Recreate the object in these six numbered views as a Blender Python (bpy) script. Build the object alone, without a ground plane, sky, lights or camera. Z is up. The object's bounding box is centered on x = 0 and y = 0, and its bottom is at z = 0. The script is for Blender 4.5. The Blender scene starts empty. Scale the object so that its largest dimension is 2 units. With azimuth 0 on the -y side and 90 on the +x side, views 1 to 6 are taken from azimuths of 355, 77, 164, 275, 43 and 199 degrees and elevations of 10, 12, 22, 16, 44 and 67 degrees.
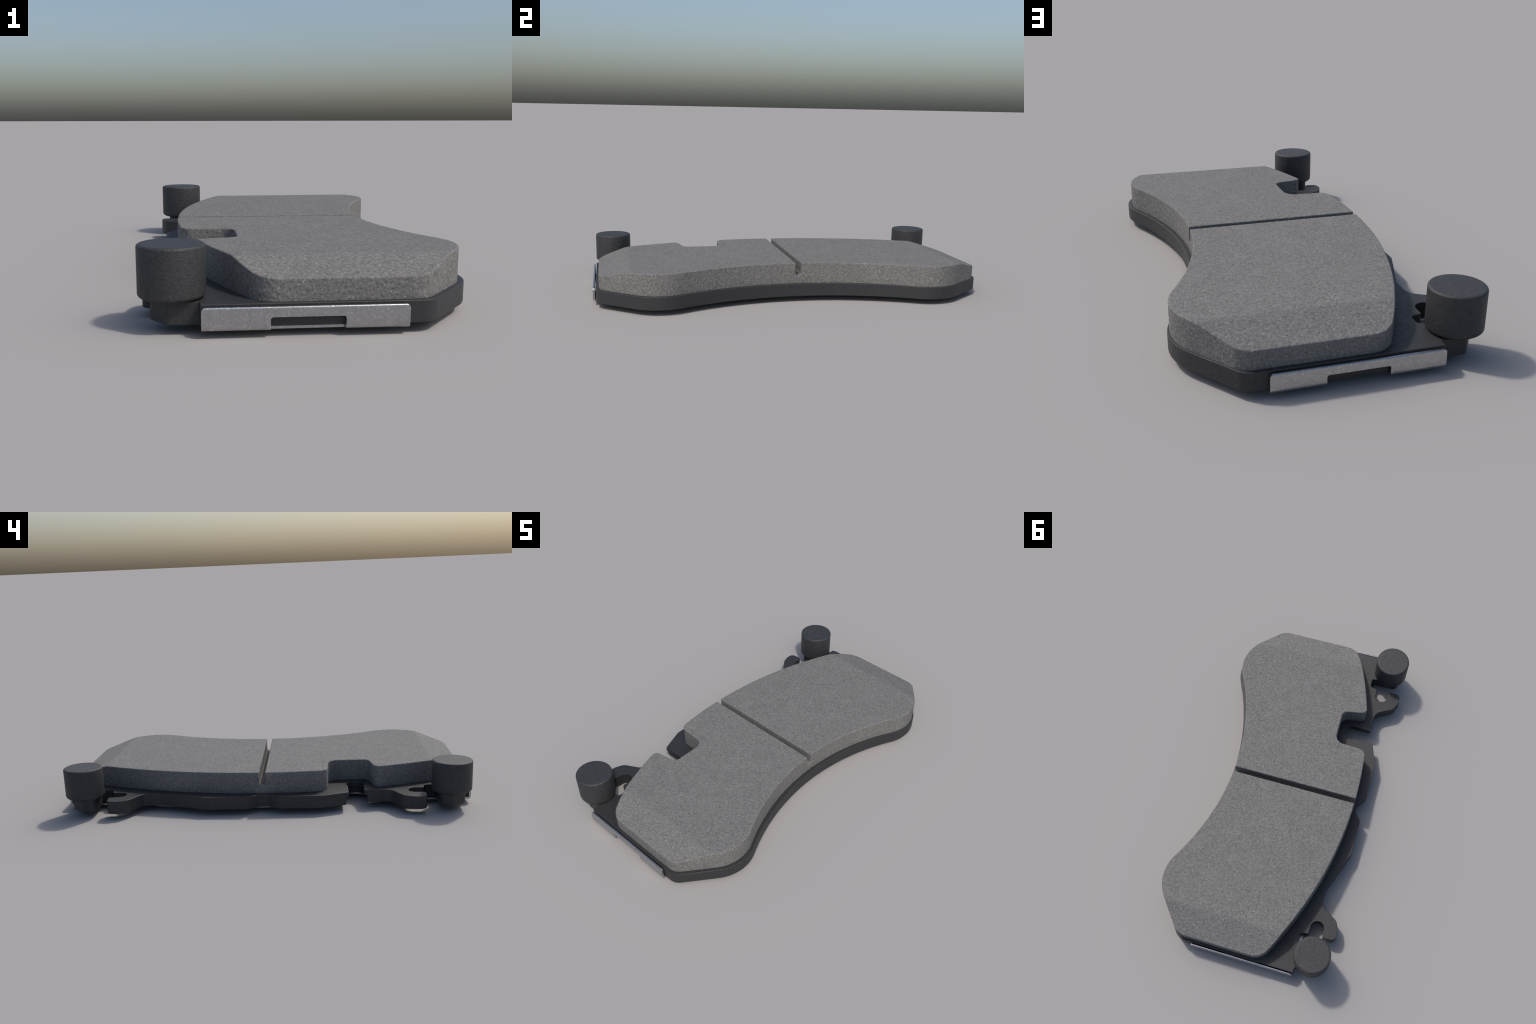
"""Disc brake pad: friction lining on a black steel backing plate, with two
damper weights, a zinc-plated shim with folded end clips and a damping layer."""
import bpy, bmesh, math
import numpy as np
from mathutils import Vector, noise

noise.seed_set(7)

# ------------------------------------------------------------------ dimensions
PLATE_BOTTOM, PLATE_TOP = 0.026, 0.0895
LINING_TOP, LINING_END_TOP = 0.1940, 0.1525
CHAMFER_START, LINING_END = 0.824, 0.971
PLATE_END = 0.985
INNER_X, INNER_R = 0.327, 1.286          # concave inner edge of the plate
OUTER_X, OUTER_R = -0.397, 2.05          # convex outer edge of the lining
STEP, SHOULDER_STEP = 0.0200, 0.012      # lining sits this far inside the plate
LINING_R = 1.24                          # concave inner edge of the lining
LINING_SKEW = 0.0085                     # the lining is bonded on slightly askew
SLOT_Y, SLOT_HALF, SLOT_BOTTOM = 0.0115, 0.0148, 0.1285
NOTCH_Y = -0.4435
WEIGHT_X, WEIGHT_Y, WEIGHT_R = -0.397, 0.891, 0.0945
WEIGHT_TOP = 0.240
SHIM_BOTTOM, SHIM_TOP = 0.0165, 0.0255

# ------------------------------------------------------------------ 2D helpers
def fillet_outline(corners, seg_angle=8.0):
    """corners: (x, y, radius); returns a closed 2D outline with round corners."""
    pts, n = [], len(corners)
    for i, (x, y, r) in enumerate(corners):
        p = Vector((x, y))
        a = Vector(corners[i - 1][:2]) - p
        b = Vector(corners[(i + 1) % n][:2]) - p
        la, lb = a.length, b.length
        if r <= 0 or la < 1e-7 or lb < 1e-7:
            pts.append(p)
            continue
        a, b = a / la, b / lb
        ang = math.acos(max(-1, min(1, a.dot(b))))
        if math.pi - ang < 0.02:
            pts.append(p)
            continue
        t = min(r / math.tan(ang / 2), 0.98 * la, 0.98 * lb)
        r = t * math.tan(ang / 2)
        c = p + (a + b).normalized() * (r / math.sin(ang / 2))
        s, e = p + a * t - c, p + b * t - c
        sweep = s.angle_signed(e)
        k = max(2, int(abs(math.degrees(sweep)) / seg_angle) + 1)
        a0 = math.atan2(s.y, s.x)
        for j in range(k + 1):
            th = a0 - sweep * j / k
            pts.append(c + Vector((math.cos(th), math.sin(th))) * r)
    clean = [pts[0]]
    for q in pts[1:]:
        if (q - clean[-1]).length > 2e-4:
            clean.append(q)
    if (clean[0] - clean[-1]).length < 2e-4:
        clean.pop()
    return clean


def concave_x(y, x0, r):
    return x0 + r - math.sqrt(r * r - y * y)


def inner_edge(offset, shoulder, r, end_y):
    """Corners of the inner (disc hub) side, from y = +end to y = -end."""
    x0 = INNER_X - offset
    ty = 0.583
    tx = concave_x(ty, x0, r)
    td = Vector((ty / math.sqrt(r * r - ty * ty), 1)).normalized()
    # slanted shoulder between the end face and the belly
    s0 = Vector((0.343, 0.9455)) - Vector((0.786, 0.617)) * shoulder
    sd = Vector((0.617, -0.786))
    det = td.x * -sd.y + sd.x * td.y
    d = s0 - Vector((tx, ty))
    k = (d.x * -sd.y + sd.x * d.y) / det
    belly = Vector((tx, ty)) + td * k
    kk = (end_y - s0.y) / sd.y
    top = s0 + sd * kk
    arc = [(concave_x(ty * i / 22, x0, r), ty * i / 22, 0) for i in range(-22, 23)]
    rb = 0.212 + 0.8 * offset
    corner_r = 0.068 + shoulder
    return ([(top.x, end_y, corner_r), (belly.x, belly.y, rb)]
            + arc[::-1]
            + [(belly.x, -belly.y, rb), (top.x, -end_y, corner_r)])


def lining_outline():
    def ox(y):
        return OUTER_X + OUTER_R - math.sqrt(OUTER_R ** 2 - y * y)
    e = LINING_END
    c = inner_edge(STEP, SHOULDER_STEP, LINING_R, e)
    c.append((ox(0.975), -e, 0.095))
    ys = np.linspace(-0.88, -0.58, 9)
    c += [(ox(y), y, 0) for y in ys]
    c += [(ox(0.536), -0.536, 0.026), (-0.188, -0.510, 0.036),
          (-0.193, -0.312, 0.05), (ox(0.304) - 0.002, -0.304, 0.045)]
    ys = np.linspace(-0.24, 0.88, 30)
    c += [(ox(y), y, 0) for y in ys]
    c.append((ox(0.975), e, 0.095))
    return [Vector((p.x + LINING_SKEW * p.y, p.y)) for p in fillet_outline(c[::-1])]


def circle_arc(cx, cy, r, a0, a1, n):
    return [(cx + r * math.cos(math.radians(a0 + (a1 - a0) * i / n)),
             cy + r * math.sin(math.radians(a0 + (a1 - a0) * i / n)), 0) for i in range(n + 1)]


def plate_end_corners():
    """Outer side of one end (y > 0): from the middle land to the end face."""
    c = [(-0.4525, 0.283, 0.03), (-0.371, 0.512, 0.07), (-0.3705, 0.605, 0.055),
         (-0.471, 0.661, 0.055), (-0.4905, 0.715, 0.04), (-0.487, 0.7675, 0.028),
         (-0.4205, 0.7675, 0.007), (-0.4160, 0.735, 0)]
    c += circle_arc(-0.3805, 0.7260, 0.0355, 180, 360, 16)
    c += [(-0.3450, 0.769, 0.013), (-0.302, 0.775, 0.014), (-0.3005, 0.829, 0.012)]
    # ear that carries the damper weight, its outer corner cut off
    c += [(-0.4575, 0.829, 0.030), (-0.4575, 0.890, 0.025), (-0.410, 0.954, 0.02), (-0.322, 0.954, 0.006), (-0.3205, PLATE_END, 0.005)]
    return c


def plate_outline():
    end = plate_end_corners()
    lower = [(x, -y, r) for x, y, r in end][::-1]
    # pin notch with keyhole bottom in the -y half
    nx, nr, hw = -0.2715, 0.0445, 0.0385
    th = math.degrees(math.asin(hw / nr))
    notch = [(-0.373, NOTCH_Y - hw, 0.004), (nx - nr * math.cos(math.radians(th)), NOTCH_Y - hw, 0)]
    notch += circle_arc(nx, NOTCH_Y, nr, -180 + th, 180 - th, 22)[1:-1]
    notch += [(nx - nr * math.cos(math.radians(th)), NOTCH_Y + hw, 0), (-0.405, NOTCH_Y + hw, 0.004)]
    # the lower run has its (-0.371, -0.512) waist and (-0.4525, -0.283) corner replaced
    lower = lower[:-2]
    mid = [(-0.4525, -0.275, 0.012),
           (-0.4525, -0.070, 0.03), (-0.414, -0.014, 0.03), (-0.414, 0.026, 0.03), (-0.4525, 0.082, 0.03)]
    inner = inner_edge(0, 0, INNER_R, PLATE_END)
    corners = inner[::-1] + end[::-1] + mid[::-1] + notch[::-1] + lower[::-1]
    # remove clockwise/anticlockwise mix: end[::-1] runs from the end face to the middle
    return fillet_outline(corners)

# ------------------------------------------------------------------ mesh helpers
def link(name, mesh, parent, mat):
    ob = bpy.data.objects.new(name, mesh)
    bpy.context.scene.collection.objects.link(ob)
    if parent:
        ob.parent = parent
    if mat:
        mesh.materials.clear()
        mesh.materials.append(mat)
    return ob


def prism_mesh(name, outline, z0, z1, axis='z'):
    area = sum(outline[i - 1].x * outline[i].y - outline[i].x * outline[i - 1].y for i in range(len(outline)))
    pts = outline if area > 0 else outline[::-1]
    bm = bmesh.new()

    def v(p, z):
        return bm.verts.new((p.x, p.y, z) if axis == 'z' else (p.x, z, p.y))
    lo = [v(p, z0) for p in pts]
    hi = [v(p, z1) for p in pts]
    bm.faces.new(lo[::-1])
    bm.faces.new(hi)
    for i in range(len(pts)):
        j = (i + 1) % len(pts)
        bm.faces.new((lo[i], lo[j], hi[j], hi[i]))
    bmesh.ops.recalc_face_normals(bm, faces=bm.faces)
    me = bpy.data.meshes.new(name)
    bm.to_mesh(me)
    bm.free()
    return me


def evaluated(ob):
    dg = bpy.context.evaluated_depsgraph_get()
    dg.update()
    return bpy.data.meshes.new_from_object(ob.evaluated_get(dg), depsgraph=dg)


def boolean(ob, cutter, op='DIFFERENCE'):
    m = ob.modifiers.new('bool', 'BOOLEAN')
    m.operation, m.object, m.solver = op, cutter, 'EXACT'
    bake(ob)
    me = cutter.data
    bpy.data.objects.remove(cutter)
    bpy.data.meshes.remove(me)


def bake(ob):
    old = ob.data
    name = old.name
    me = evaluated(ob)
    ob.modifiers.clear()
    ob.data = me
    bpy.data.meshes.remove(old)
    me.name = name


def bevel(ob, width, segments=3, angle=35):
    m = ob.modifiers.new('bevel', 'BEVEL')
    m.width, m.segments, m.limit_method = width, segments, 'ANGLE'
    m.angle_limit = math.radians(angle)
    m.harden_normals = True
    m.use_clamp_overlap = True
    ob.data.shade_smooth()
    ob.data.set_sharp_from_angle(angle=math.radians(angle))
    bake(ob)


def lathe(name, profile, n=72):
    bm = bmesh.new()
    rings = []
    for r, z in profile:
        if r < 1e-6:
            rings.append([bm.verts.new((0, 0, z))])
        else:
            rings.append([bm.verts.new((r * math.cos(2 * math.pi * i / n), r * math.sin(2 * math.pi * i / n), z)) for i in range(n)])
    for a, b in zip(rings, rings[1:]):
        for i in range(n):
            j = (i + 1) % n
            if len(a) == 1:
                bm.faces.new((a[0], b[j], b[i]))
            elif len(b) == 1:
                bm.faces.new((a[i], a[j], b[0]))
            else:
                bm.faces.new((a[i], a[j], b[j], b[i]))
    bmesh.ops.recalc_face_normals(bm, faces=bm.faces)
    me = bpy.data.meshes.new(name)
    bm.to_mesh(me)
    bm.free()
    me.shade_smooth()
    return me


def fillet_profile(points, seg=10):
    """(r, z, radius) open profile -> points with rounded corners."""
    out = []
    for i, (x, y, r) in enumerate(points):
        if r <= 0 or i in (0, len(points) - 1):
            out.append((x, y))
            continue
        tri = [points[i - 1][:2] + (0,), (x, y, r), points[i + 1][:2] + (0,)]
        f = fillet_outline([tri[0], tri[1], tri[2]], seg)
        out += [(p.x, p.y) for p in f if (p - Vector(tri[0][:2])).length > 1e-5 and (p - Vector(tri[2][:2])).length > 1e-5]
    return out

# ------------------------------------------------------------------ materials
class Nodes:
    def __init__(self, name):
        self.mat = bpy.data.materials.new(name)
        self.mat.use_nodes = True
        self.nt = self.mat.node_tree
        self.nt.nodes.clear()
        self.out = self.add('ShaderNodeOutputMaterial')
        self.bsdf = self.add('ShaderNodeBsdfPrincipled')
        self.link(self.bsdf.outputs[0], self.out.inputs[0])
        self.coord = self.add('ShaderNodeTexCoord').outputs['Object']

    def add(self, kind, **props):
        n = self.nt.nodes.new(kind)
        for k, v in props.items():
            setattr(n, k, v)
        return n

    def link(self, a, b):
        self.nt.links.new(a, b)

    def noise(self, scale, detail=3, rough=0.55, stretch=None):
        n = self.add('ShaderNodeTexNoise')
        n.inputs['Scale'].default_value = scale
        n.inputs['Detail'].default_value = detail
        n.inputs['Roughness'].default_value = rough
        self.link(self.coord, n.inputs['Vector'])
        return n.outputs['Fac']

    def voronoi(self, scale, feature='F1', out='Distance'):
        n = self.add('ShaderNodeTexVoronoi', feature=feature)
        n.inputs['Scale'].default_value = scale
        self.link(self.coord, n.inputs['Vector'])
        return n.outputs[out]

    def ramp(self, fac, stops):
        n = self.add('ShaderNodeValToRGB')
        el = n.color_ramp.elements
        while len(el) < len(stops):
            el.new(0.5)
        for e, (p, c) in zip(el, stops):
            e.position = p
            e.color = (c, c, c, 1) if not isinstance(c, tuple) else (*c, 1)
        self.link(fac, n.inputs[0])
        return n.outputs[0]

    def math(self, op, a, b):
        n = self.add('ShaderNodeMath', operation=op)
        for i, x in enumerate((a, b)):
            if isinstance(x, (int, float)):
                n.inputs[i].default_value = x
            else:
                self.link(x, n.inputs[i])
        return n.outputs[0]

    def mix(self, fac, a, b, mode='MIX'):
        n = self.add('ShaderNodeMix', data_type='RGBA', blend_type=mode)
        for sock, x in ((n.inputs[0], fac), (n.inputs[6], a), (n.inputs[7], b)):
            if isinstance(x, (int, float)):
                sock.default_value = x
            elif isinstance(x, tuple):
                sock.default_value = (*x, 1)
            else:
                self.link(x, sock)
        return n.outputs[2]

    def bump(self, height, strength, distance, normal=None):
        n = self.add('ShaderNodeBump')
        n.inputs['Strength'].default_value = strength
        n.inputs['Distance'].default_value = distance
        self.link(height, n.inputs['Height'])
        if normal:
            self.link(normal, n.inputs['Normal'])
        return n.outputs[0]

    def set(self, **kw):
        for k, v in kw.items():
            sock = self.bsdf.inputs[k.replace('_', ' ')]
            if isinstance(v, (int, float)):
                sock.default_value = v
            elif isinstance(v, tuple):
                sock.default_value = (*v, 1)
            else:
                self.link(v, sock)
        return self.mat


def lining_material():
    m = Nodes('friction_compound')
    grain = m.noise(105, 4, 0.65)
    base = m.ramp(grain, [(0.28, (0.098, 0.097, 0.093)), (0.5, (0.152, 0.1495, 0.1435)), (0.72, (0.206, 0.202, 0.194))])  # tone spread widened: light and shade of the grain relief painted in
    tint = m.ramp(m.noise(48, 2, 0.5), [(0.35, (0.985, 1.0, 1.015)), (0.65, (1.012, 1.0, 0.988))])
    base = m.mix(1.0, base, tint, 'MULTIPLY')
    cloud = m.ramp(m.noise(9, 3, 0.6), [(0.3, 0.95), (0.7, 1.05)])
    base = m.mix(1.0, base, cloud, 'MULTIPLY')
    # bright metal and mineral flecks, dark pores
    fleck = m.ramp(m.noise(150, 2, 0.55), [(0.60, 0.0), (0.72, 1.0)])
    base = m.mix(m.math('MULTIPLY', fleck, 0.75), base, (0.33, 0.326, 0.318))
    dot = m.math('MULTIPLY', m.ramp(m.voronoi(100), [(0.10, 1.0), (0.26, 0.0)]), m.ramp(m.noise(60, 2, 0.5), [(0.50, 0.0), (0.60, 1.0)]))
    base = m.mix(m.math('MULTIPLY', dot, 0.5), base, (0.33, 0.326, 0.318))
    pore = m.ramp(m.noise(115, 3, 0.55), [(0.28, 1.0), (0.40, 0.0)])
    base = m.mix(m.math('MULTIPLY', pore, 0.45), base, (0.07, 0.07, 0.07))
    h = m.math('ADD', m.noise(110, 4, 0.6), m.math('MULTIPLY', pore, -0.3))
    return m.set(Base_Color=base, Roughness=0.82, Specular_IOR_Level=0.35, Normal=m.bump(h, 0.75, 0.003))


def pale_edges(m, base, edge_colour, width, amount):
    """Paler colour mixed in along the arrises: where a rounded normal leaves the face normal."""
    bev = m.add('ShaderNodeBevel', samples=8)
    bev.inputs['Radius'].default_value = width
    geo = m.add('ShaderNodeNewGeometry')
    dot = m.add('ShaderNodeVectorMath', operation='DOT_PRODUCT')
    m.link(bev.outputs[0], dot.inputs[0])
    m.link(geo.outputs['Normal'], dot.inputs[1])
    edge = m.ramp(dot.outputs['Value'], [(0.80, 1.0), (0.985, 0.0)])
    patchy = m.ramp(m.noise(42, 3, 0.6), [(0.35, 0.25), (0.65, 1.0)])
    return m.mix(m.math('MULTIPLY', m.math('MULTIPLY', edge, patchy), amount), base, edge_colour)


def paint_material():
    m = Nodes('black_powder_coat')
    g = m.noise(140, 3, 0.6)
    base = m.ramp(g, [(0.3, (0.0205, 0.0210, 0.0228)), (0.7, (0.0320, 0.0326, 0.0350))])
    speck = m.math('MULTIPLY', m.ramp(m.voronoi(75), [(0.08, 1.0), (0.16, 0.0)]), m.ramp(m.noise(30, 2, 0.5), [(0.56, 0.0), (0.64, 1.0)]))
    base = m.mix(m.math('MULTIPLY', speck, 0.35), base, (0.13, 0.13, 0.13))
    base = pale_edges(m, base, (0.12, 0.12, 0.12), 0.004, 0.55)
    rough = m.ramp(m.noise(60, 3, 0.6), [(0.3, 0.46), (0.7, 0.60)])
    return m.set(Base_Color=base, Roughness=rough, Specular_IOR_Level=0.45, Normal=m.bump(m.noise(170, 3, 0.6), 0.5, 0.0018))


def cast_material():
    m = Nodes('black_cast_steel')
    g = m.noise(110, 4, 0.65)
    base = m.ramp(g, [(0.3, (0.0212, 0.0217, 0.0235)), (0.7, (0.0420, 0.0427, 0.0455))])
    speck = m.math('MULTIPLY', m.ramp(m.voronoi(80), [(0.10, 1.0), (0.2, 0.0)]), m.ramp(m.noise(26, 2, 0.5), [(0.55, 0.0), (0.64, 1.0)]))
    base = m.mix(m.math('MULTIPLY', speck, 0.4), base, (0.14, 0.14, 0.135))
    base = pale_edges(m, base, (0.12, 0.12, 0.12), 0.006, 0.5)
    return m.set(Base_Color=base, Roughness=0.56, Specular_IOR_Level=0.45, Normal=m.bump(m.noise(140, 4, 0.65), 0.7, 0.0032))


def zinc_material():
    m = Nodes('zinc_plated_steel')
    g = m.noise(45, 3, 0.6)
    base = m.ramp(g, [(0.3, (0.38, 0.38, 0.39)), (0.7, (0.46, 0.46, 0.47))])
    fl = m.ramp(m.noise(135, 3, 0.6), [(0.56, 0.0), (0.68, 1.0)])
    base = m.mix(m.math('MULTIPLY', fl, 0.75), base, (0.72, 0.72, 0.73))
    return m.set(Base_Color=base, Metallic=0.95, Roughness=0.27, Normal=m.bump(m.noise(120, 3, 0.6), 0.4, 0.0015))


def rubber_material():
    m = Nodes('black_rubber')
    base = m.ramp(m.noise(80, 3, 0.6), [(0.3, 0.020), (0.7, 0.032)])
    return m.set(Base_Color=base, Roughness=0.8)


LINING, PAINT, CAST, ZINC, RUBBER = lining_material(), paint_material(), cast_material(), zinc_material(), rubber_material()

# ------------------------------------------------------------------ the object
root = bpy.data.objects.new('brake_pad', None)
bpy.context.scene.collection.objects.link(root)
root['label'] = 'grey disc brake pad on black backing plate with weights'
root['category'] = 'brake pad'


def make_lining():
    ob = link('friction_lining', prism_mesh('friction_lining', lining_outline(), PLATE_TOP - 0.004, LINING_TOP), root, LINING)
    # wear slot with a round bottom across the middle
    prof = [Vector((SLOT_Y - SLOT_HALF, 0.3)), Vector((SLOT_Y + SLOT_HALF, 0.3))]
    for i in range(13):
        a = -math.pi * i / 12
        prof.append(Vector((SLOT_Y + SLOT_HALF * math.cos(a), SLOT_BOTTOM + SLOT_HALF + SLOT_HALF * math.sin(a))))
    cutter = prism_mesh('slot_cutter', [Vector((p.x, p.y)) for p in prof], -1, 1)
    for v in cutter.vertices:                       # (y, z, along) -> world
        v.co = Vector((v.co.z, v.co.x, v.co.y))
    c = link('slot_cutter', cutter, None, None)
    boolean(ob, c)
    m = ob.modifiers.new('remesh', 'REMESH')
    m.mode, m.voxel_size, m.adaptivity = 'VOXEL', 0.0027, 0.0
    sm = ob.modifiers.new('smooth', 'SMOOTH')
    sm.factor, sm.iterations = 0.5, 3
    bake(ob)
    # granular relief pressed and ground into the compound
    me = ob.data
    n = len(me.vertices)
    co = np.empty(n * 3, np.float32)
    me.vertices.foreach_get('co', co)
    co = co.reshape(-1, 3)
    # chamfered leading and trailing ends: press the top down towards the ends
    slope = (LINING_TOP - LINING_END_TOP) / (LINING_END - CHAMFER_START)
    over = np.abs(co[:, 1]) - CHAMFER_START
    soft = 0.012
    drop = slope * np.where(over > soft, over, np.where(over < -soft, 0.0, (over + soft) ** 2 / (4 * soft)))
    base_z = PLATE_TOP - 0.004
    co[:, 2] -= drop * np.clip((co[:, 2] - base_z) / (LINING_TOP - base_z), 0, 1)
    me.vertices.foreach_set('co', co.ravel())
    me.update()
    no = np.empty(n * 3, np.float32)
    me.vertex_normals.foreach_get('vector', no)
    no = no.reshape(-1, 3)
    d = np.empty(n, np.float32)
    for i in range(n):
        p = Vector(co[i])
        d[i] = 0.0005 * noise.noise(p * 75) + 0.0006 * noise.noise(p * 150)
    co += no * d[:, None]
    me.vertices.foreach_set('co', co.ravel())
    me.update()
    me.shade_smooth()
    me.materials.clear()
    me.materials.append(LINING)
    return ob


def make_plate():
    ob = link('backing_plate', prism_mesh('backing_plate', plate_outline(), PLATE_BOTTOM, PLATE_TOP), root, PAINT)
    # relief under the pin notch: wider on the lower half
    r, hw, nx = 0.059, 0.0525, -0.2715
    cut = circle_arc(nx, NOTCH_Y, r, -90 + 27, 90 - 27, 16)
    cut = [Vector(p[:2]) for p in [(-0.55, NOTCH_Y - hw, 0)] + cut + [(-0.55, NOTCH_Y + hw, 0)]]
    boolean(ob, link('notch_cutter', prism_mesh('notch_cutter', cut, 0, 0.064), None, None))
    bevel(ob, 0.0028, 2)
    ob.data.materials.clear()
    ob.data.materials.append(PAINT)
    return ob


def make_weights():
    prof = fillet_profile([(0, 0.0900, 0), (0.082, 0.0900, 0), (WEIGHT_R, 0.0985, 0.011),
                           (WEIGHT_R, WEIGHT_TOP, 0.0085), (0, WEIGHT_TOP, 0)], 12)
    prof = prof[:1] + [(0.05, 0.0900)] + prof[1:-1] + [(0.080, WEIGHT_TOP), (0.04, WEIGHT_TOP)] + prof[-1:]
    me = lathe('damper_weight', [(r, z) for r, z in prof], 96)
    me.set_sharp_from_angle(angle=math.radians(50))
    first = link('damper_weight', me, root, CAST)
    first.location = (WEIGHT_X, WEIGHT_Y, 0)
    second = first.copy()
    bpy.context.scene.collection.objects.link(second)
    second.location = (WEIGHT_X, -WEIGHT_Y, 0)
    second.rotation_euler = (0, 0, 2.2)


CLIP_X0, CLIP_X1 = -0.318, 0.243
WIN_X0, WIN_X1, WIN_TOP = -0.134, 0.069, 0.0545


def make_shim():
    """Flat zinc shim under the plate, folded up at both ends into clips."""
    inner = inner_edge(0.045, 0.045, INNER_R, 0.93)
    inner = [p for p in inner if abs(p[1]) < 0.85]
    c = [(CLIP_X0, -0.93, 0), (WIN_X0, -0.93, 0), (WIN_X0, -0.978, 0), (WIN_X1, -0.978, 0), (WIN_X1, -0.93, 0), (CLIP_X1, -0.93, 0)]
    far = [(x, 0.970 if abs(y) > 0.95 else -y, r) for x, y, r in c[::-1]]
    ring = c + inner[::-1] + far
    ring += [(CLIP_X0, 0.78, 0.02), (-0.335, 0.60, 0.05), (-0.40, 0.30, 0.04), (-0.40, -0.30, 0.04), (-0.335, -0.60, 0.05), (CLIP_X0, -0.78, 0.02)]
    ob = link('shim', prism_mesh('shim', fillet_outline(ring), SHIM_BOTTOM, SHIM_TOP), root, ZINC)
    r, hw, nx = 0.064, 0.0575, -0.2715
    cut = circle_arc(nx, NOTCH_Y, r, -63, 63, 16)
    cut = [Vector(p[:2]) for p in [(-0.55, NOTCH_Y - hw, 0)] + cut + [(-0.55, NOTCH_Y + hw, 0)]]
    boolean(ob, link('notch_cutter', prism_mesh('notch_cutter', cut, 0, 0.064), None, None))
    bevel(ob, 0.0012, 2)
    ob.data.materials.clear()
    ob.data.materials.append(ZINC)

    for side in (1, -1):
        make_clip(ob, side)


def make_clip(shim, side):
    """End clip: L section (y, z) along x, trimmed to the clip's front outline."""
    t = SHIM_TOP - SHIM_BOTTOM
    y1, y0 = 1.0, 0.931
    yi = y1 - t - 0.001
    sect = fillet_outline([(y0, SHIM_BOTTOM, 0), (y1, SHIM_BOTTOM, 0.014), (y1, 0.0835, 0.0055), (yi, 0.0835, 0.0025), (yi, SHIM_TOP, 0.004), (y0, SHIM_TOP, 0)], 12)
    me = prism_mesh('clip', sect, CLIP_X0 - 0.05, CLIP_X1 + 0.05)
    for v in me.vertices:
        v.co = Vector((v.co.z, side * v.co.x, v.co.y))
    if side < 0:
        me.flip_normals()
    clip = link('clip', me, shim, ZINC)
    front = fillet_outline([(CLIP_X0, -0.05, 0), (WIN_X0, -0.05, 0), (WIN_X0, WIN_TOP, 0.007), (WIN_X1, WIN_TOP, 0.007), (WIN_X1, -0.05, 0), (CLIP_X1, -0.05, 0), (CLIP_X1, 0.0836, 0.013), (CLIP_X0, 0.0836, 0.013)], 10)
    lo, hi = sorted((side * 0.9, side * 1.1))
    boolean(clip, link('front_cutter', prism_mesh('front_cutter', front, lo, hi, 'y'), None, None), 'INTERSECT')
    bevel(clip, 0.0014, 2, 40)
    clip.data.materials.clear()
    clip.data.materials.append(ZINC)


def make_damping_layer():
    ring = []
    for p in lining_outline():
        ring.append(Vector((p.x * 0.5 + 0.01, p.y * 0.6)))
    ob = link('damping_layer', prism_mesh('damping_layer', ring, 0.0, SHIM_BOTTOM - 0.0003), root, RUBBER)
    bevel(ob, 0.002, 2)
    ob.data.materials.clear()
    ob.data.materials.append(RUBBER)


make_lining()
make_plate()
make_weights()
make_shim()
make_damping_layer()
